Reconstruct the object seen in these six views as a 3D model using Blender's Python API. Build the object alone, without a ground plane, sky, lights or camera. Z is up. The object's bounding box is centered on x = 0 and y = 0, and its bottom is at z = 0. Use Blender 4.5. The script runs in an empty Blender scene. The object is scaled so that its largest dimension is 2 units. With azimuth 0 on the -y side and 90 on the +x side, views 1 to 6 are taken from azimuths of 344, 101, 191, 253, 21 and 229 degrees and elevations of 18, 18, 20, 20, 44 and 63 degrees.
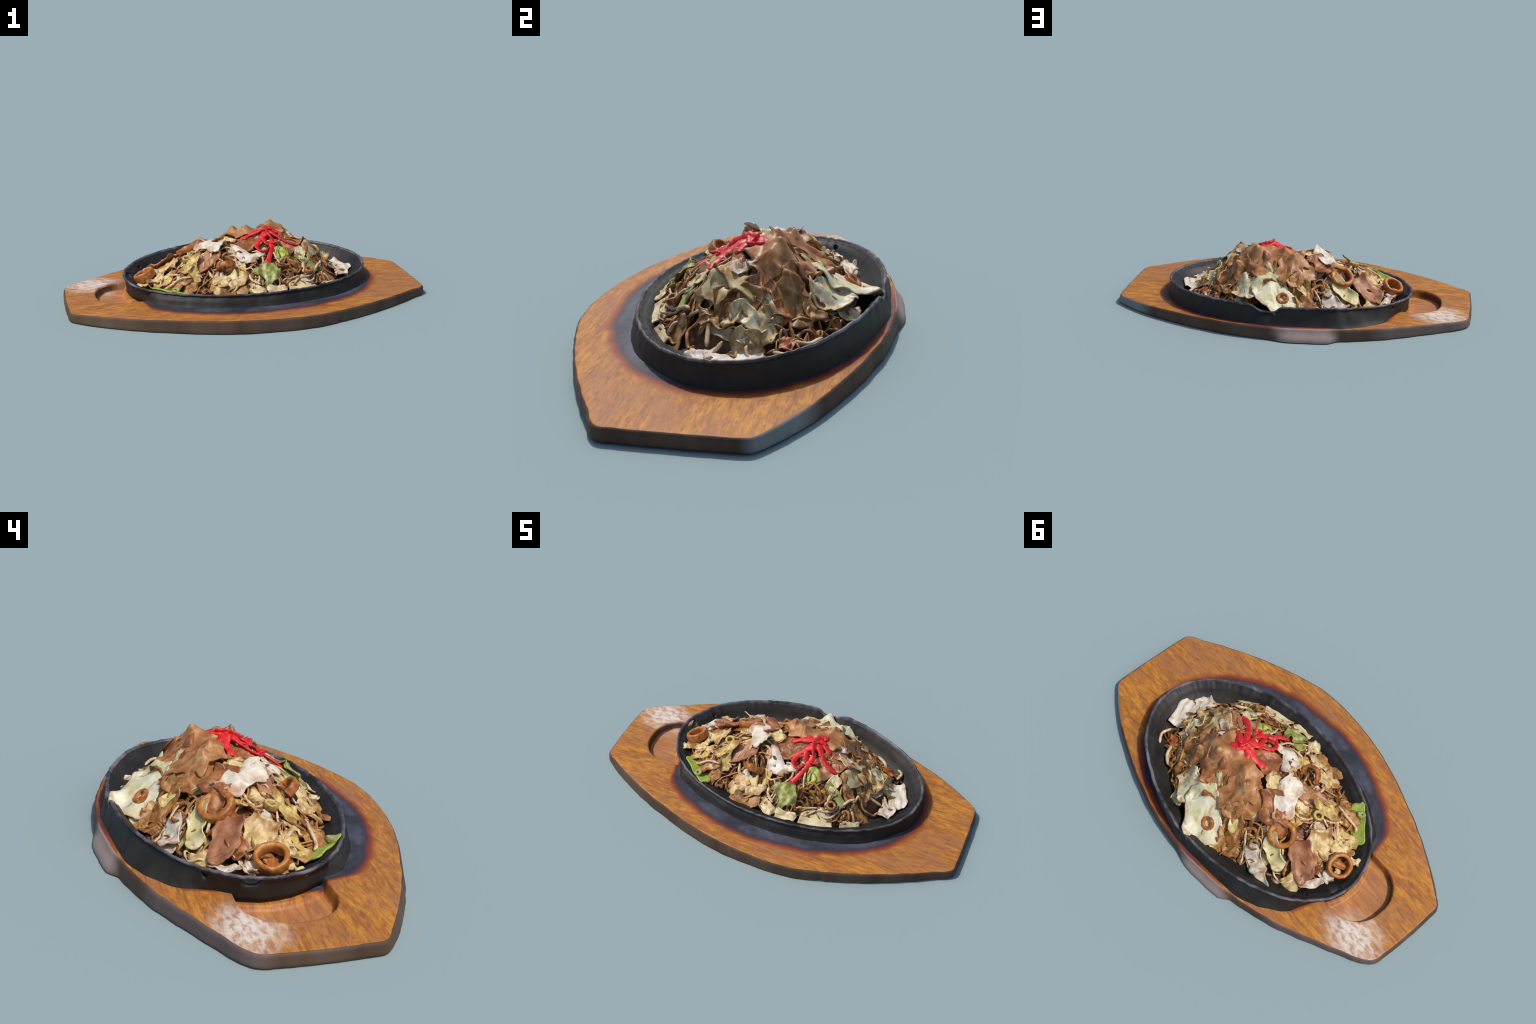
"""Stir-fried noodles with cabbage, meat, squid rings and red ginger
on an oval iron plate that stands on a wooden serving board."""
import bpy, math, random
import numpy as np
from mathutils import Vector, noise

RNG = np.random.default_rng(7)
random.seed(7)


# ------------------------------------------------------------------ helpers
def srgb(r, g, b):
    def f(c):
        c /= 255.0
        return c / 12.92 if c <= 0.04045 else ((c + 0.055) / 1.055) ** 2.4
    return (f(r), f(g), f(b), 1.0)


def smooth(a, b, x):
    t = np.clip((np.asarray(x, float) - a) / (b - a), 0, 1)
    return t * t * (3 - 2 * t)


def nz(x, y, z=0.0):
    return noise.noise(Vector((x, y, z)))


def nzv(P, scale, seed=0.0):
    return np.array([noise.noise(Vector((p[0] * scale + seed, p[1] * scale - seed, p[2] * scale + 2 * seed))) for p in P])


def ridge(P, scale, seed=0.0):
    return 1 - 2 * np.abs(nzv(P, scale, seed))


def mesh_object(name, verts, faces, mats, parent=None, smooth_shade=True, index=None):
    me = bpy.data.meshes.new(name)
    me.from_pydata([tuple(map(float, v)) for v in verts], [], faces)
    for m in (mats if isinstance(mats, (list, tuple)) else [mats]):
        me.materials.append(m)
    if index is not None:
        me.polygons.foreach_set("material_index", np.asarray(index, np.int32))
    me.polygons.foreach_set("use_smooth", np.full(len(me.polygons), smooth_shade))
    me.update()
    ob = bpy.data.objects.new(name, me)
    bpy.context.scene.collection.objects.link(ob)
    if parent:
        ob.parent = parent
    return ob


def empty(name, label, category):
    ob = bpy.data.objects.new(name, None)
    bpy.context.scene.collection.objects.link(ob)
    ob["label"], ob["category"] = label, category
    return ob


def ring_faces(n_rings, n, first=0, flip=False):
    F = []
    for i in range(n_rings - 1):
        for j in range(n):
            k = (j + 1) % n
            q = (first + i * n + j, first + i * n + k, first + (i + 1) * n + k, first + (i + 1) * n + j)
            F.append(q[::-1] if flip else q)
    return F


# ---------------------------------------------------------------- materials
class Nodes:
    """small wrapper for building node trees"""

    def __init__(self, name):
        self.mat = bpy.data.materials.new(name)
        self.mat.use_nodes = True
        self.t = self.mat.node_tree
        self.bsdf = self.t.nodes["Principled BSDF"]

    def new(self, kind, **kw):
        n = self.t.nodes.new(kind)
        for k, v in kw.items():
            setattr(n, k, v)
        return n

    def set(self, sock, v):
        if hasattr(v, "is_output") or isinstance(v, bpy.types.NodeSocket):
            self.t.links.new(v, sock)
        else:
            sock.default_value = v

    def math(self, op, a, b=0.0, clamp=False):
        n = self.new("ShaderNodeMath", operation=op)
        n.use_clamp = clamp
        self.set(n.inputs[0], a)
        self.set(n.inputs[1], b)
        return n.outputs[0]

    def vmath(self, op, a, b=(0, 0, 0)):
        n = self.new("ShaderNodeVectorMath", operation=op)
        self.set(n.inputs[0], a)
        self.set(n.inputs[1], b)
        return n.outputs["Value"] if op in ("LENGTH", "DOT_PRODUCT", "DISTANCE") else n.outputs[0]

    def mapping(self, vec, scale=(1, 1, 1), loc=(0, 0, 0)):
        n = self.new("ShaderNodeMapping")
        self.set(n.inputs["Vector"], vec)
        n.inputs["Scale"].default_value = scale
        n.inputs["Location"].default_value = loc
        return n.outputs[0]

    def noise(self, vec, scale, detail=3.0, rough=0.55, distort=0.0):
        n = self.new("ShaderNodeTexNoise")
        self.set(n.inputs["Vector"], vec)
        n.inputs["Scale"].default_value = scale
        n.inputs["Detail"].default_value = detail
        n.inputs["Roughness"].default_value = rough
        n.inputs["Distortion"].default_value = distort
        return n.outputs["Fac"]

    def step(self, x, a, b):
        """smooth ramp from 0 at a to 1 at b"""
        n = self.new("ShaderNodeMapRange", interpolation_type="SMOOTHSTEP")
        self.set(n.inputs["Value"], x)
        n.inputs["From Min"].default_value = a
        n.inputs["From Max"].default_value = b
        return n.outputs[0]

    def mix(self, fac, a, b):
        n = self.new("ShaderNodeMix", data_type="RGBA")
        self.set(n.inputs[0], fac)
        self.set(n.inputs[6], a)
        self.set(n.inputs[7], b)
        return n.outputs[2]

    def ramp(self, x, stops):
        n = self.new("ShaderNodeValToRGB")
        self.set(n.inputs[0], x)
        cr = n.color_ramp
        while len(cr.elements) < len(stops):
            cr.elements.new(0.5)
        for e, (p, c) in zip(cr.elements, stops):
            e.position, e.color = p, c
        return n.outputs[0]

    def coords(self):
        return self.new("ShaderNodeTexCoord").outputs["Object"]

    def xyz(self, vec):
        n = self.new("ShaderNodeSeparateXYZ")
        self.set(n.inputs[0], vec)
        return n.outputs

    def finish(self, colour, rough=0.5, bump=None, strength=0.3, dist=0.01, spec=0.5, sss=0.0):
        self.set(self.bsdf.inputs["Base Color"], colour)
        self.set(self.bsdf.inputs["Roughness"], rough)
        self.bsdf.inputs["Specular IOR Level"].default_value = spec
        if sss:
            self.bsdf.inputs["Subsurface Weight"].default_value = sss
            self.bsdf.inputs["Subsurface Radius"].default_value = (0.02, 0.012, 0.006)
            self.bsdf.inputs["Subsurface Scale"].default_value = 0.5
        if bump is not None:
            b = self.new("ShaderNodeBump")
            b.inputs["Strength"].default_value = strength
            b.inputs["Distance"].default_value = dist
            self.set(b.inputs["Height"], bump)
            self.t.links.new(b.outputs[0], self.bsdf.inputs["Normal"])
        return self.mat


BURN = (0.03, 0.04, 0.715, 0.507)      # scorched oval on the board: centre, half axes


def wood_top_material():
    m = Nodes("board_wood")
    co = m.coords()
    p = m.xyz(co)
    grain = m.noise(m.mapping(co, (3.2, 30, 5)), 2.2, 5, 0.62, 0.6)
    broad = m.noise(m.mapping(co, (2.0, 5, 2)), 1.6, 3, 0.5)
    fleck = m.noise(m.mapping(co, (15, 75, 16)), 1.5, 2, 0.5)
    base = m.ramp(grain, [(0.25, srgb(146, 88, 46)), (0.42, srgb(174, 110, 46)), (0.55, srgb(194, 128, 46)), (0.75, srgb(212, 148, 68))])
    blotch = m.noise(m.mapping(co, (9, 22, 9)), 1.6, 3, 0.6, 0.8)
    base = m.mix(m.math("MULTIPLY", m.step(blotch, 0.46, 0.66), 0.6), base, srgb(150, 94, 58))
    base = m.mix(m.math("MULTIPLY", m.step(blotch, 0.48, 0.34), 0.42), base, srgb(222, 158, 66))
    tint = m.mix(m.math("MULTIPLY", m.step(broad, 0.42, 0.7), 0.75), base, srgb(168, 112, 74))
    flecked = m.mix(m.math("MULTIPLY", m.step(fleck, 0.53, 0.68), 0.45), tint, srgb(118, 76, 64))
    # scorched oval under and around the iron plate
    q = m.new("ShaderNodeCombineXYZ")
    m.set(q.inputs[0], m.math("DIVIDE", m.math("SUBTRACT", p[0], BURN[0]), BURN[2]))
    m.set(q.inputs[1], m.math("DIVIDE", m.math("SUBTRACT", p[1], BURN[1]), BURN[3]))
    d = m.vmath("LENGTH", q.outputs[0])
    wob = m.math("MULTIPLY", m.math("SUBTRACT", m.noise(co, 6, 4, 0.55), 0.5), 0.12)
    d = m.math("ADD", d, wob)
    # keep the scoop at the -x end unburnt
    d = m.math("ADD", d, m.math("MULTIPLY", m.step(p[0], -0.56, -0.68), 0.25))
    red = m.mix(m.step(d, 1.055, 1.0), flecked, srgb(150, 70, 34))
    dark = m.mix(m.step(d, 1.02, 0.96), red, srgb(66, 50, 58))
    ash = m.math("ADD", m.math("MULTIPLY", m.noise(co, 40, 4, 0.6), 0.4), m.math("MULTIPLY", m.step(m.noise(co, 5, 3, 0.6), 0.35, 0.65), 0.6))
    blue = m.mix(ash, srgb(36, 35, 40), srgb(90, 95, 112))
    burnt = m.mix(m.step(d, 0.985, 0.925), dark, blue)
    # rubbed pale patch near the back corner of the -x end
    e = m.new("ShaderNodeCombineXYZ")
    m.set(e.inputs[0], m.math("DIVIDE", m.math("ADD", p[0], 0.835), 0.15))
    m.set(e.inputs[1], m.math("DIVIDE", m.math("SUBTRACT", p[1], 0.205), 0.12))
    w = m.vmath("LENGTH", e.outputs[0])
    w = m.math("ADD", w, m.math("MULTIPLY", m.math("SUBTRACT", m.noise(m.mapping(co, (12, 22, 10)), 1.6, 4, 0.65), 0.5), 1.0))
    mott = m.noise(m.mapping(co, (14, 30, 10)), 1.7, 3, 0.6, 0.4)
    pale = m.mix(m.math("MULTIPLY", m.step(w, 1.35, 0.2), m.math("ADD", 0.6, m.math("MULTIPLY", m.step(mott, 0.35, 0.6), 0.35))), burnt,
                 m.mix(m.step(mott, 0.25, 0.55), srgb(178, 142, 122), srgb(232, 220, 208)))
    # slightly rubbed, pinkish scoop floor
    sc = m.math("MULTIPLY", m.step(p[2], 0.024, 0.016), m.step(p[0], -0.55, -0.62))
    scoop = m.mix(m.math("MULTIPLY", sc, 0.4), pale, m.ramp(grain, [(0.3, srgb(176, 112, 74)), (0.6, srgb(212, 150, 108))]))
    # shadow on the scoop's far wall, painted dark brown into the wood
    wall = m.math("MULTIPLY", m.math("MULTIPLY", m.step(p[2], 0.013, 0.018), m.step(p[2], 0.048, 0.042)), m.step(p[0], -0.66, -0.74))
    inside = m.step(m.math("ABSOLUTE", m.math("SUBTRACT", p[1], 0.034)), 0.18, 0.172)
    wall = m.math("MULTIPLY", m.math("MULTIPLY", wall, inside), m.step(p[0], -0.88, -0.86))
    scoop = m.mix(m.math("MULTIPLY", wall, 0.8), scoop, srgb(66, 40, 28))
    return m.finish(scoop, m.math("ADD", 0.42, m.math("MULTIPLY", grain, 0.2)), grain, 0.25, 0.006, 0.35)


def wood_side_material():
    m = Nodes("board_side_wood")
    co = m.coords()
    p = m.xyz(co)
    n = m.noise(m.mapping(co, (5, 5, 1)), 1.5, 3, 0.5)
    c = m.ramp(n, [(0.3, srgb(76, 56, 44)), (0.5, srgb(90, 70, 56)), (0.7, srgb(98, 82, 70))])
    # rubbed pale patch on the back edge and greyish scuff near the +x corner
    q = m.math("ABSOLUTE", m.math("ADD", p[0], 0.15))
    q = m.math("ADD", q, m.math("MULTIPLY", m.math("SUBTRACT", m.noise(co, 7, 2), 0.5), 0.12))
    f = m.math("MULTIPLY", m.step(q, 0.19, 0.10), m.step(p[1], 0.3, 0.45))
    c = m.mix(m.math("MULTIPLY", f, 0.85), c, srgb(178, 156, 150))
    g = m.math("MULTIPLY", m.step(p[0], 0.72, 0.85), m.step(p[1], 0.18, 0.24))
    c = m.mix(m.math("MULTIPLY", g, 0.8), c, m.mix(m.noise(m.mapping(co, (30, 30, 6)), 1, 3), srgb(112, 116, 112), srgb(160, 168, 172)))
    h = m.math("MULTIPLY", m.step(p[0], -0.45, -0.6), m.step(p[1], 0.15, 0.24))
    c = m.mix(m.math("MULTIPLY", h, 0.6), c, srgb(122, 106, 106))
    return m.finish(c, 0.6, n, 0.1, 0.004, 0.3)


def iron_material(name, dark, light, rough=0.5):
    m = Nodes(name)
    co = m.coords()
    n = m.noise(co, 9, 5, 0.6)
    fine = m.noise(co, 120, 3, 0.6)
    c = m.mix(m.step(n, 0.35, 0.7), dark, light)
    return m.finish(c, m.math("ADD", rough, m.math("MULTIPLY", m.math("SUBTRACT", n, 0.5), 0.3)), fine, 0.12, 0.003, 0.4)


def food_material(name, stops, stain, edge=0.6, edge_from=0.62, scale=1.6, stain_amount=0.55, rough=0.38, spots=None, stretch=(1, 1, 1), sss=0.0):
    """stops: colours met along a noise; stain: brown of the blotches and of the occlusion shade painted along the rim.
    Pieces are built in a frame where their half size is 1."""
    m = Nodes(name)
    co = m.coords()
    rnd = m.new("ShaderNodeObjectInfo").outputs["Random"]
    off = m.new("ShaderNodeCombineXYZ")
    m.set(off.inputs[0], m.math("MULTIPLY", rnd, 37.0))
    m.set(off.inputs[1], m.math("MULTIPLY", rnd, 91.0))
    v = m.vmath("ADD", m.mapping(co, stretch), off.outputs[0])
    a = m.noise(v, scale, 4, 0.6, 0.6)
    c = m.ramp(a, stops)
    blot = m.noise(m.vmath("ADD", v, (11.3, 4.1, 7.7)), scale * 0.9, 3, 0.55, 0.8)
    c = m.mix(m.math("MULTIPLY", m.step(blot, 0.45, 0.68), stain_amount), c, stain)
    flat = m.vmath("MULTIPLY", co, (1, 1, 0))
    r = m.math("ADD", m.vmath("LENGTH", flat), m.math("MULTIPLY", m.math("SUBTRACT", blot, 0.5), 0.9))
    c = m.mix(m.math("MULTIPLY", m.step(r, edge_from, edge_from + 0.4), edge), c, stain)  # darkens the outline of each piece: ambient occlusion drawn in colour
    if spots:
        s = m.noise(v, scale * 4, 2, 0.5)
        c = m.mix(m.math("MULTIPLY", m.step(s, 0.6, 0.68), 0.7), c, spots)
    fine = m.noise(v, scale * 6, 3, 0.6)
    return m.finish(c, m.math("ADD", rough, m.math("MULTIPLY", fine, 0.15)), fine, 0.08, 0.02, 0.5, sss)


WOOD, SIDE = wood_top_material(), wood_side_material()
IRON = iron_material("cast_iron", srgb(30, 28, 28), srgb(48, 45, 42), 0.56)
RIM = iron_material("iron_rim_painted_highlight", srgb(44, 42, 43), srgb(122, 119, 130), 0.48)  # grey-lavender lightened to hold the glints along the lip

BROWN, DARK = srgb(158, 102, 52), srgb(92, 56, 30)
CABBAGE = food_material("cabbage_cream", [(0.3, srgb(198, 164, 98)), (0.5, srgb(222, 198, 138)), (0.7, srgb(238, 224, 186))], srgb(160, 106, 52), 0.8, 0.6, stain_amount=0.7)  # this and TAN tinted warmer to match baked shade on the +x slope
WHITE = food_material("cabbage_white", [(0.3, srgb(206, 188, 160)), (0.5, srgb(228, 218, 200)), (0.7, srgb(240, 236, 226))], srgb(172, 116, 66), 0.75, 0.68, stain_amount=0.6)
STREAK = food_material("cabbage_white_streaked", [(0.35, srgb(216, 198, 166)), (0.55, srgb(234, 228, 216)), (0.7, srgb(226, 228, 230))], srgb(176, 116, 56), 0.7, 0.85, stain_amount=0.5, stretch=(0.7, 3.2, 1))
GREEN = food_material("cabbage_pale_green", [(0.3, srgb(194, 184, 104)), (0.5, srgb(220, 208, 150)), (0.7, srgb(238, 230, 200))], srgb(168, 118, 56), 0.6, 0.7, stain_amount=0.6)
YELLOW = food_material("cabbage_yellow", [(0.3, srgb(188, 156, 78)), (0.5, srgb(214, 190, 110)), (0.7, srgb(232, 216, 152))], srgb(150, 98, 42), 0.75, 0.65, stain_amount=0.65)
TAN = food_material("cabbage_soaked", [(0.3, srgb(140, 86, 40)), (0.5, srgb(176, 124, 64)), (0.7, srgb(212, 176, 114))], srgb(104, 60, 28), 0.5, stain_amount=0.7)
LIME = food_material("leek_green", [(0.3, srgb(134, 168, 54)), (0.5, srgb(168, 194, 72)), (0.7, srgb(202, 214, 128))], srgb(142, 130, 52), 0.35, 0.8, stain_amount=0.35, spots=srgb(150, 130, 50))
LEEK = food_material("leek_soft", [(0.3, srgb(128, 142, 62)), (0.5, srgb(164, 174, 92)), (0.7, srgb(208, 204, 148))], srgb(116, 88, 42), 0.5, stain_amount=0.6)
MEAT = food_material("meat_brown", [(0.3, srgb(132, 76, 40)), (0.5, srgb(164, 102, 58)), (0.72, srgb(194, 134, 84))], srgb(118, 66, 38), 0.45, rough=0.36)
PINK = food_material("meat_pinkish", [(0.3, srgb(146, 92, 62)), (0.5, srgb(174, 118, 82)), (0.72, srgb(200, 150, 112))], srgb(134, 78, 48), 0.5, rough=0.36)
SAUCE = food_material("meat_in_sauce", [(0.28, srgb(138, 84, 44)), (0.46, srgb(172, 116, 68)), (0.6, srgb(198, 150, 98)), (0.74, srgb(212, 194, 134))], srgb(158, 102, 54), 0.3, scale=3.0, rough=0.36)
RING = food_material("squid_ring_brown", [(0.3, srgb(156, 90, 38)), (0.5, srgb(188, 118, 52)), (0.72, srgb(212, 152, 86))], srgb(130, 68, 34), 0.75, 0.86, rough=0.34)
CARROT = food_material("carrot_orange", [(0.3, srgb(164, 84, 36)), (0.6, srgb(196, 104, 48))], srgb(130, 66, 30), 0.4)
NOODLE = food_material("noodle_brown", [(0.3, srgb(142, 92, 42)), (0.5, srgb(180, 126, 64)), (0.72, srgb(212, 170, 108))], srgb(112, 70, 32), 0.4, 0.8, scale=2.2, rough=0.36)
SPROUT = food_material("sprout_pale", [(0.3, srgb(196, 160, 116)), (0.5, srgb(220, 194, 156)), (0.72, srgb(236, 222, 200))], srgb(172, 122, 72), 0.5, 0.85, scale=2.0, rough=0.36)
NOODLE_DARK = food_material("noodle_dark_brown", [(0.3, srgb(92, 56, 30)), (0.5, srgb(128, 82, 44)), (0.72, srgb(172, 124, 70))], srgb(84, 52, 30), 0.4, 0.8, scale=2.2, rough=0.36)
BLANCHED = food_material("cabbage_blanched", [(0.28, srgb(196, 200, 136)), (0.45, srgb(222, 218, 178)), (0.65, srgb(236, 232, 214))], srgb(184, 132, 62), 0.65, 0.78, scale=2.0, stain_amount=0.75)
CREAM = food_material("cabbage_cream_streaked", [(0.3, srgb(216, 194, 130)), (0.5, srgb(234, 222, 176)), (0.7, srgb(242, 236, 214))], srgb(178, 120, 52), 0.6, 0.8, stain_amount=0.5, stretch=(0.8, 2.4, 1))
BED = food_material("bed_dark_brown", [(0.28, srgb(74, 46, 26)), (0.45, srgb(112, 72, 38)), (0.6, srgb(150, 104, 56)), (0.75, srgb(190, 152, 96))], srgb(78, 48, 28), 0.0, 1.2, scale=9.0, stain_amount=0.6, rough=0.38)
GINGER = food_material("red_ginger", [(0.3, srgb(196, 26, 30)), (0.5, srgb(226, 40, 42)), (0.72, srgb(240, 72, 72))], srgb(186, 26, 30), 0.2, 1.1, rough=0.36)


# ------------------------------------------------------------------- board
FRONT = [(-0.970, -0.208), (-0.912, -0.252), (-0.83, -0.304), (-0.66, -0.394), (-0.48, -0.467), (-0.26, -0.538), (-0.05, -0.573), (0.12, -0.583),
         (0.28, -0.566), (0.45, -0.514), (0.6, -0.455), (0.75, -0.383), (0.9, -0.298), (0.965, -0.255)]
BACK = [(0.965, 0.238), (0.82, 0.335), (0.65, 0.413), (0.43, 0.489), (0.23, 0.537), (0.04, 0.556), (-0.12, 0.55), (-0.3, 0.526),
        (-0.44, 0.488), (-0.57, 0.444), (-0.69, 0.386), (-0.84, 0.311), (-0.955, 0.245)]
X_END, R_CORNER = 0.998, 0.03


def board_outline(n):
    """closed outline of the board: bowed long sides, straight ends, softened corners"""
    pts = FRONT + [(0.988, -0.228), (0.994, -0.16), (0.9965, 0.0), (0.994, 0.14), (0.986, 0.212)] + BACK + \
        [(-0.984, 0.21), (-0.992, 0.14), (-0.996, 0.01), (-0.993, -0.12), (-0.986, -0.185)]
    P = np.array(pts)
    m = len(P)
    # centripetal Catmull-Rom, then resample evenly
    out = []
    for i in range(m):
        p0, p1, p2, p3 = P[(i - 1) % m], P[i], P[(i + 1) % m], P[(i + 2) % m]
        t0 = 0.0
        t1 = t0 + np.linalg.norm(p1 - p0) ** 0.5
        t2 = t1 + np.linalg.norm(p2 - p1) ** 0.5
        t3 = t2 + np.linalg.norm(p3 - p2) ** 0.5
        for t in np.linspace(t1, t2, 24, endpoint=False):
            a1 = (t1 - t) / (t1 - t0) * p0 + (t - t0) / (t1 - t0) * p1
            a2 = (t2 - t) / (t2 - t1) * p1 + (t - t1) / (t2 - t1) * p2
            a3 = (t3 - t) / (t3 - t2) * p2 + (t - t2) / (t3 - t2) * p3
            b1 = (t2 - t) / (t2 - t0) * a1 + (t - t0) / (t2 - t0) * a2
            b2 = (t3 - t) / (t3 - t1) * a2 + (t - t1) / (t3 - t1) * a3
            out.append((t2 - t) / (t2 - t1) * b1 + (t - t1) / (t2 - t1) * b2)
    out = np.array(out + [out[0]])
    s = np.r_[0, np.cumsum(np.linalg.norm(np.diff(out, axis=0), axis=1))]
    u = np.linspace(0, s[-1], n, endpoint=False)
    return np.stack([np.interp(u, s, out[:, 0]), np.interp(u, s, out[:, 1])], 1)


def board_top(x, y):
    """height of the board's upper face with the finger scoop at the -x end"""
    z = 0.068 - 0.021 * x * x
    # scoop: half of a rounded slot opening under the plate
    cx, cy, hx, hy, r = -0.58, 0.034, 0.251, 0.168, 0.15
    qx, qy = np.abs(x - cx) - (hx - r), np.abs(y - cy) - (hy - r)
    d = np.hypot(np.maximum(qx, 0), np.maximum(qy, 0)) + np.minimum(np.maximum(qx, qy), 0) - r
    depth = smooth(0.002, -0.013, d) * (z - 0.010)
    # ledge that the plate stands on
    e = np.hypot((x - 0.0233) / 0.698, (y - 0.0757) / 0.442)
    return z - depth * (1 - 0.4 * smooth(1.0, 0.985, e))


def build_board(parent):
    n = 720
    O = board_outline(n)
    edge_noise = np.array([nz(p[0] * 14, p[1] * 14) * 0.0025 + nz(p[0] * 45, p[1] * 45) * 0.001 for p in O])
    nrm = np.stack([np.roll(O[:, 1], -1) - np.roll(O[:, 1], 1), -(np.roll(O[:, 0], -1) - np.roll(O[:, 0], 1))], 1)
    nrm /= np.linalg.norm(nrm, axis=1)[:, None]
    O = O + nrm * edge_noise[:, None]
    # front edge: leans outwards towards the foot on the -x half, inwards on the +x half
    front = (O[:, 1] < -0.1) * smooth(0.98, 0.9, np.abs(O[:, 0]))
    O = O - nrm * (0.007 * front)[:, None]
    O = O + nrm * (0.005 * smooth(0.0, 0.24, O[:, 1]) * smooth(0.0, 0.5, O[:, 0]))[:, None]
    lean = front * (0.008 * smooth(0.05, -0.15, O[:, 0]) - 0.001 * smooth(0.05, 0.15, O[:, 0]))
    th = np.arctan2((O[:, 1] - 0.04) / 0.26, (O[:, 0] - 0.03) / 0.46)
    inner = np.stack([0.03 + 0.46 * np.cos(th), 0.04 + 0.26 * np.sin(th)], 1)
    rings, zs, sides = [], [], []
    Oin = O - nrm * 0.012
    K = 120
    for f in np.linspace(0, 1, K):
        P = inner * (1 - f) + Oin * f
        rings.append(P)
        zs.append(board_top(P[:, 0], P[:, 1]))
    zt = board_top(Oin[:, 0], Oin[:, 1])
    zt = zt + np.array([nz(p[0] * 20, p[1] * 20, 3) * 0.0012 for p in O])
    n_top = len(rings)
    for off, dz in ((0.008, 0.001), (0.004, 0.0035), (0.0012, 0.008)):
        rings.append(O - nrm * off)
        zs.append(zt - dz)
    n_edge = len(rings)
    # sideways swelling on the back edge, widest at the foot
    swell = 0.027 * smooth(-0.325, -0.26, O[:, 0]) * smooth(0.10, -0.10, O[:, 0]) * (O[:, 1] > 0)
    # small nick in the front edge at the foot
    nick = -0.012 * np.exp(-((O[:, 0] - 0.385) / 0.012) ** 2) * (O[:, 1] < 0)
    endround = 0.005 + 0.004 * smooth(0.8, 1.0, np.abs(O[:, 0]))
    splay = 0.003 + lean
    for f in (0.0, 0.25, 0.5, 0.75, 1.0):
        z0, z1 = zt - 0.012, endround
        rings.append(O + nrm * (swell * smooth(0.0, 0.9, f) + nick * f + splay * f)[:, None])
        zs.append(z0 * (1 - f) + z1 * f)
    last = rings[-1]
    for a in (30, 60, 90):
        a = math.radians(a)
        rings.append(last - nrm * (endround * (1 - math.cos(a)))[:, None])
        zs.append(endround * (1 - math.sin(a)))
    V = np.concatenate([np.c_[r, z] for r, z in zip(rings, zs)])
    F = ring_faces(len(rings), n)
    idx = [0 if k < (n_top) * n else 1 for k in range(len(F))]
    c0 = len(V)
    V = np.vstack([V, [[0.03, 0.04, 0.068]], [[0, 0, 0.0]]])
    L = (len(rings) - 1) * n
    for j in range(n):
        F.append((c0, j, (j + 1) % n))
        idx.append(0)
        F.append((c0 + 1, L + (j + 1) % n, L + j))
        idx.append(1)
    # orientation: rings run outwards, counter-clockwise => flip so that the top faces up
    F = [f[::-1] if len(f) == 4 else f for f in F]
    return mesh_object("board", V, F, [WOOD, SIDE], parent, True, idx)


# --------------------------------------------------------------- iron plate
PAN = dict(cx=0.0233, cy=0.0757, a=0.6942, b=0.4384, rot=-0.0163)


def rim_height(x, y):
    return 0.1481 + 0.0123 * x + 0.0398 * y - 0.027 * x * x


def pan_oval(off, n, jitter=None, grow=(0.0, 0.0), shift=(0.0, 0.0)):
    t = np.linspace(0, 2 * np.pi, n, endpoint=False)
    a, b = PAN["a"] - off + grow[0], PAN["b"] - off + grow[1]
    if jitter is not None:
        a, b = a + jitter, b + jitter
    x, y = a * np.cos(t), b * np.sin(t)
    c, s = math.cos(PAN["rot"]), math.sin(PAN["rot"])
    return np.stack([PAN["cx"] + shift[0] + x * c - y * s, PAN["cy"] + shift[1] + x * s + y * c], 1)


PAN_FLOOR = 0.074


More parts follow.
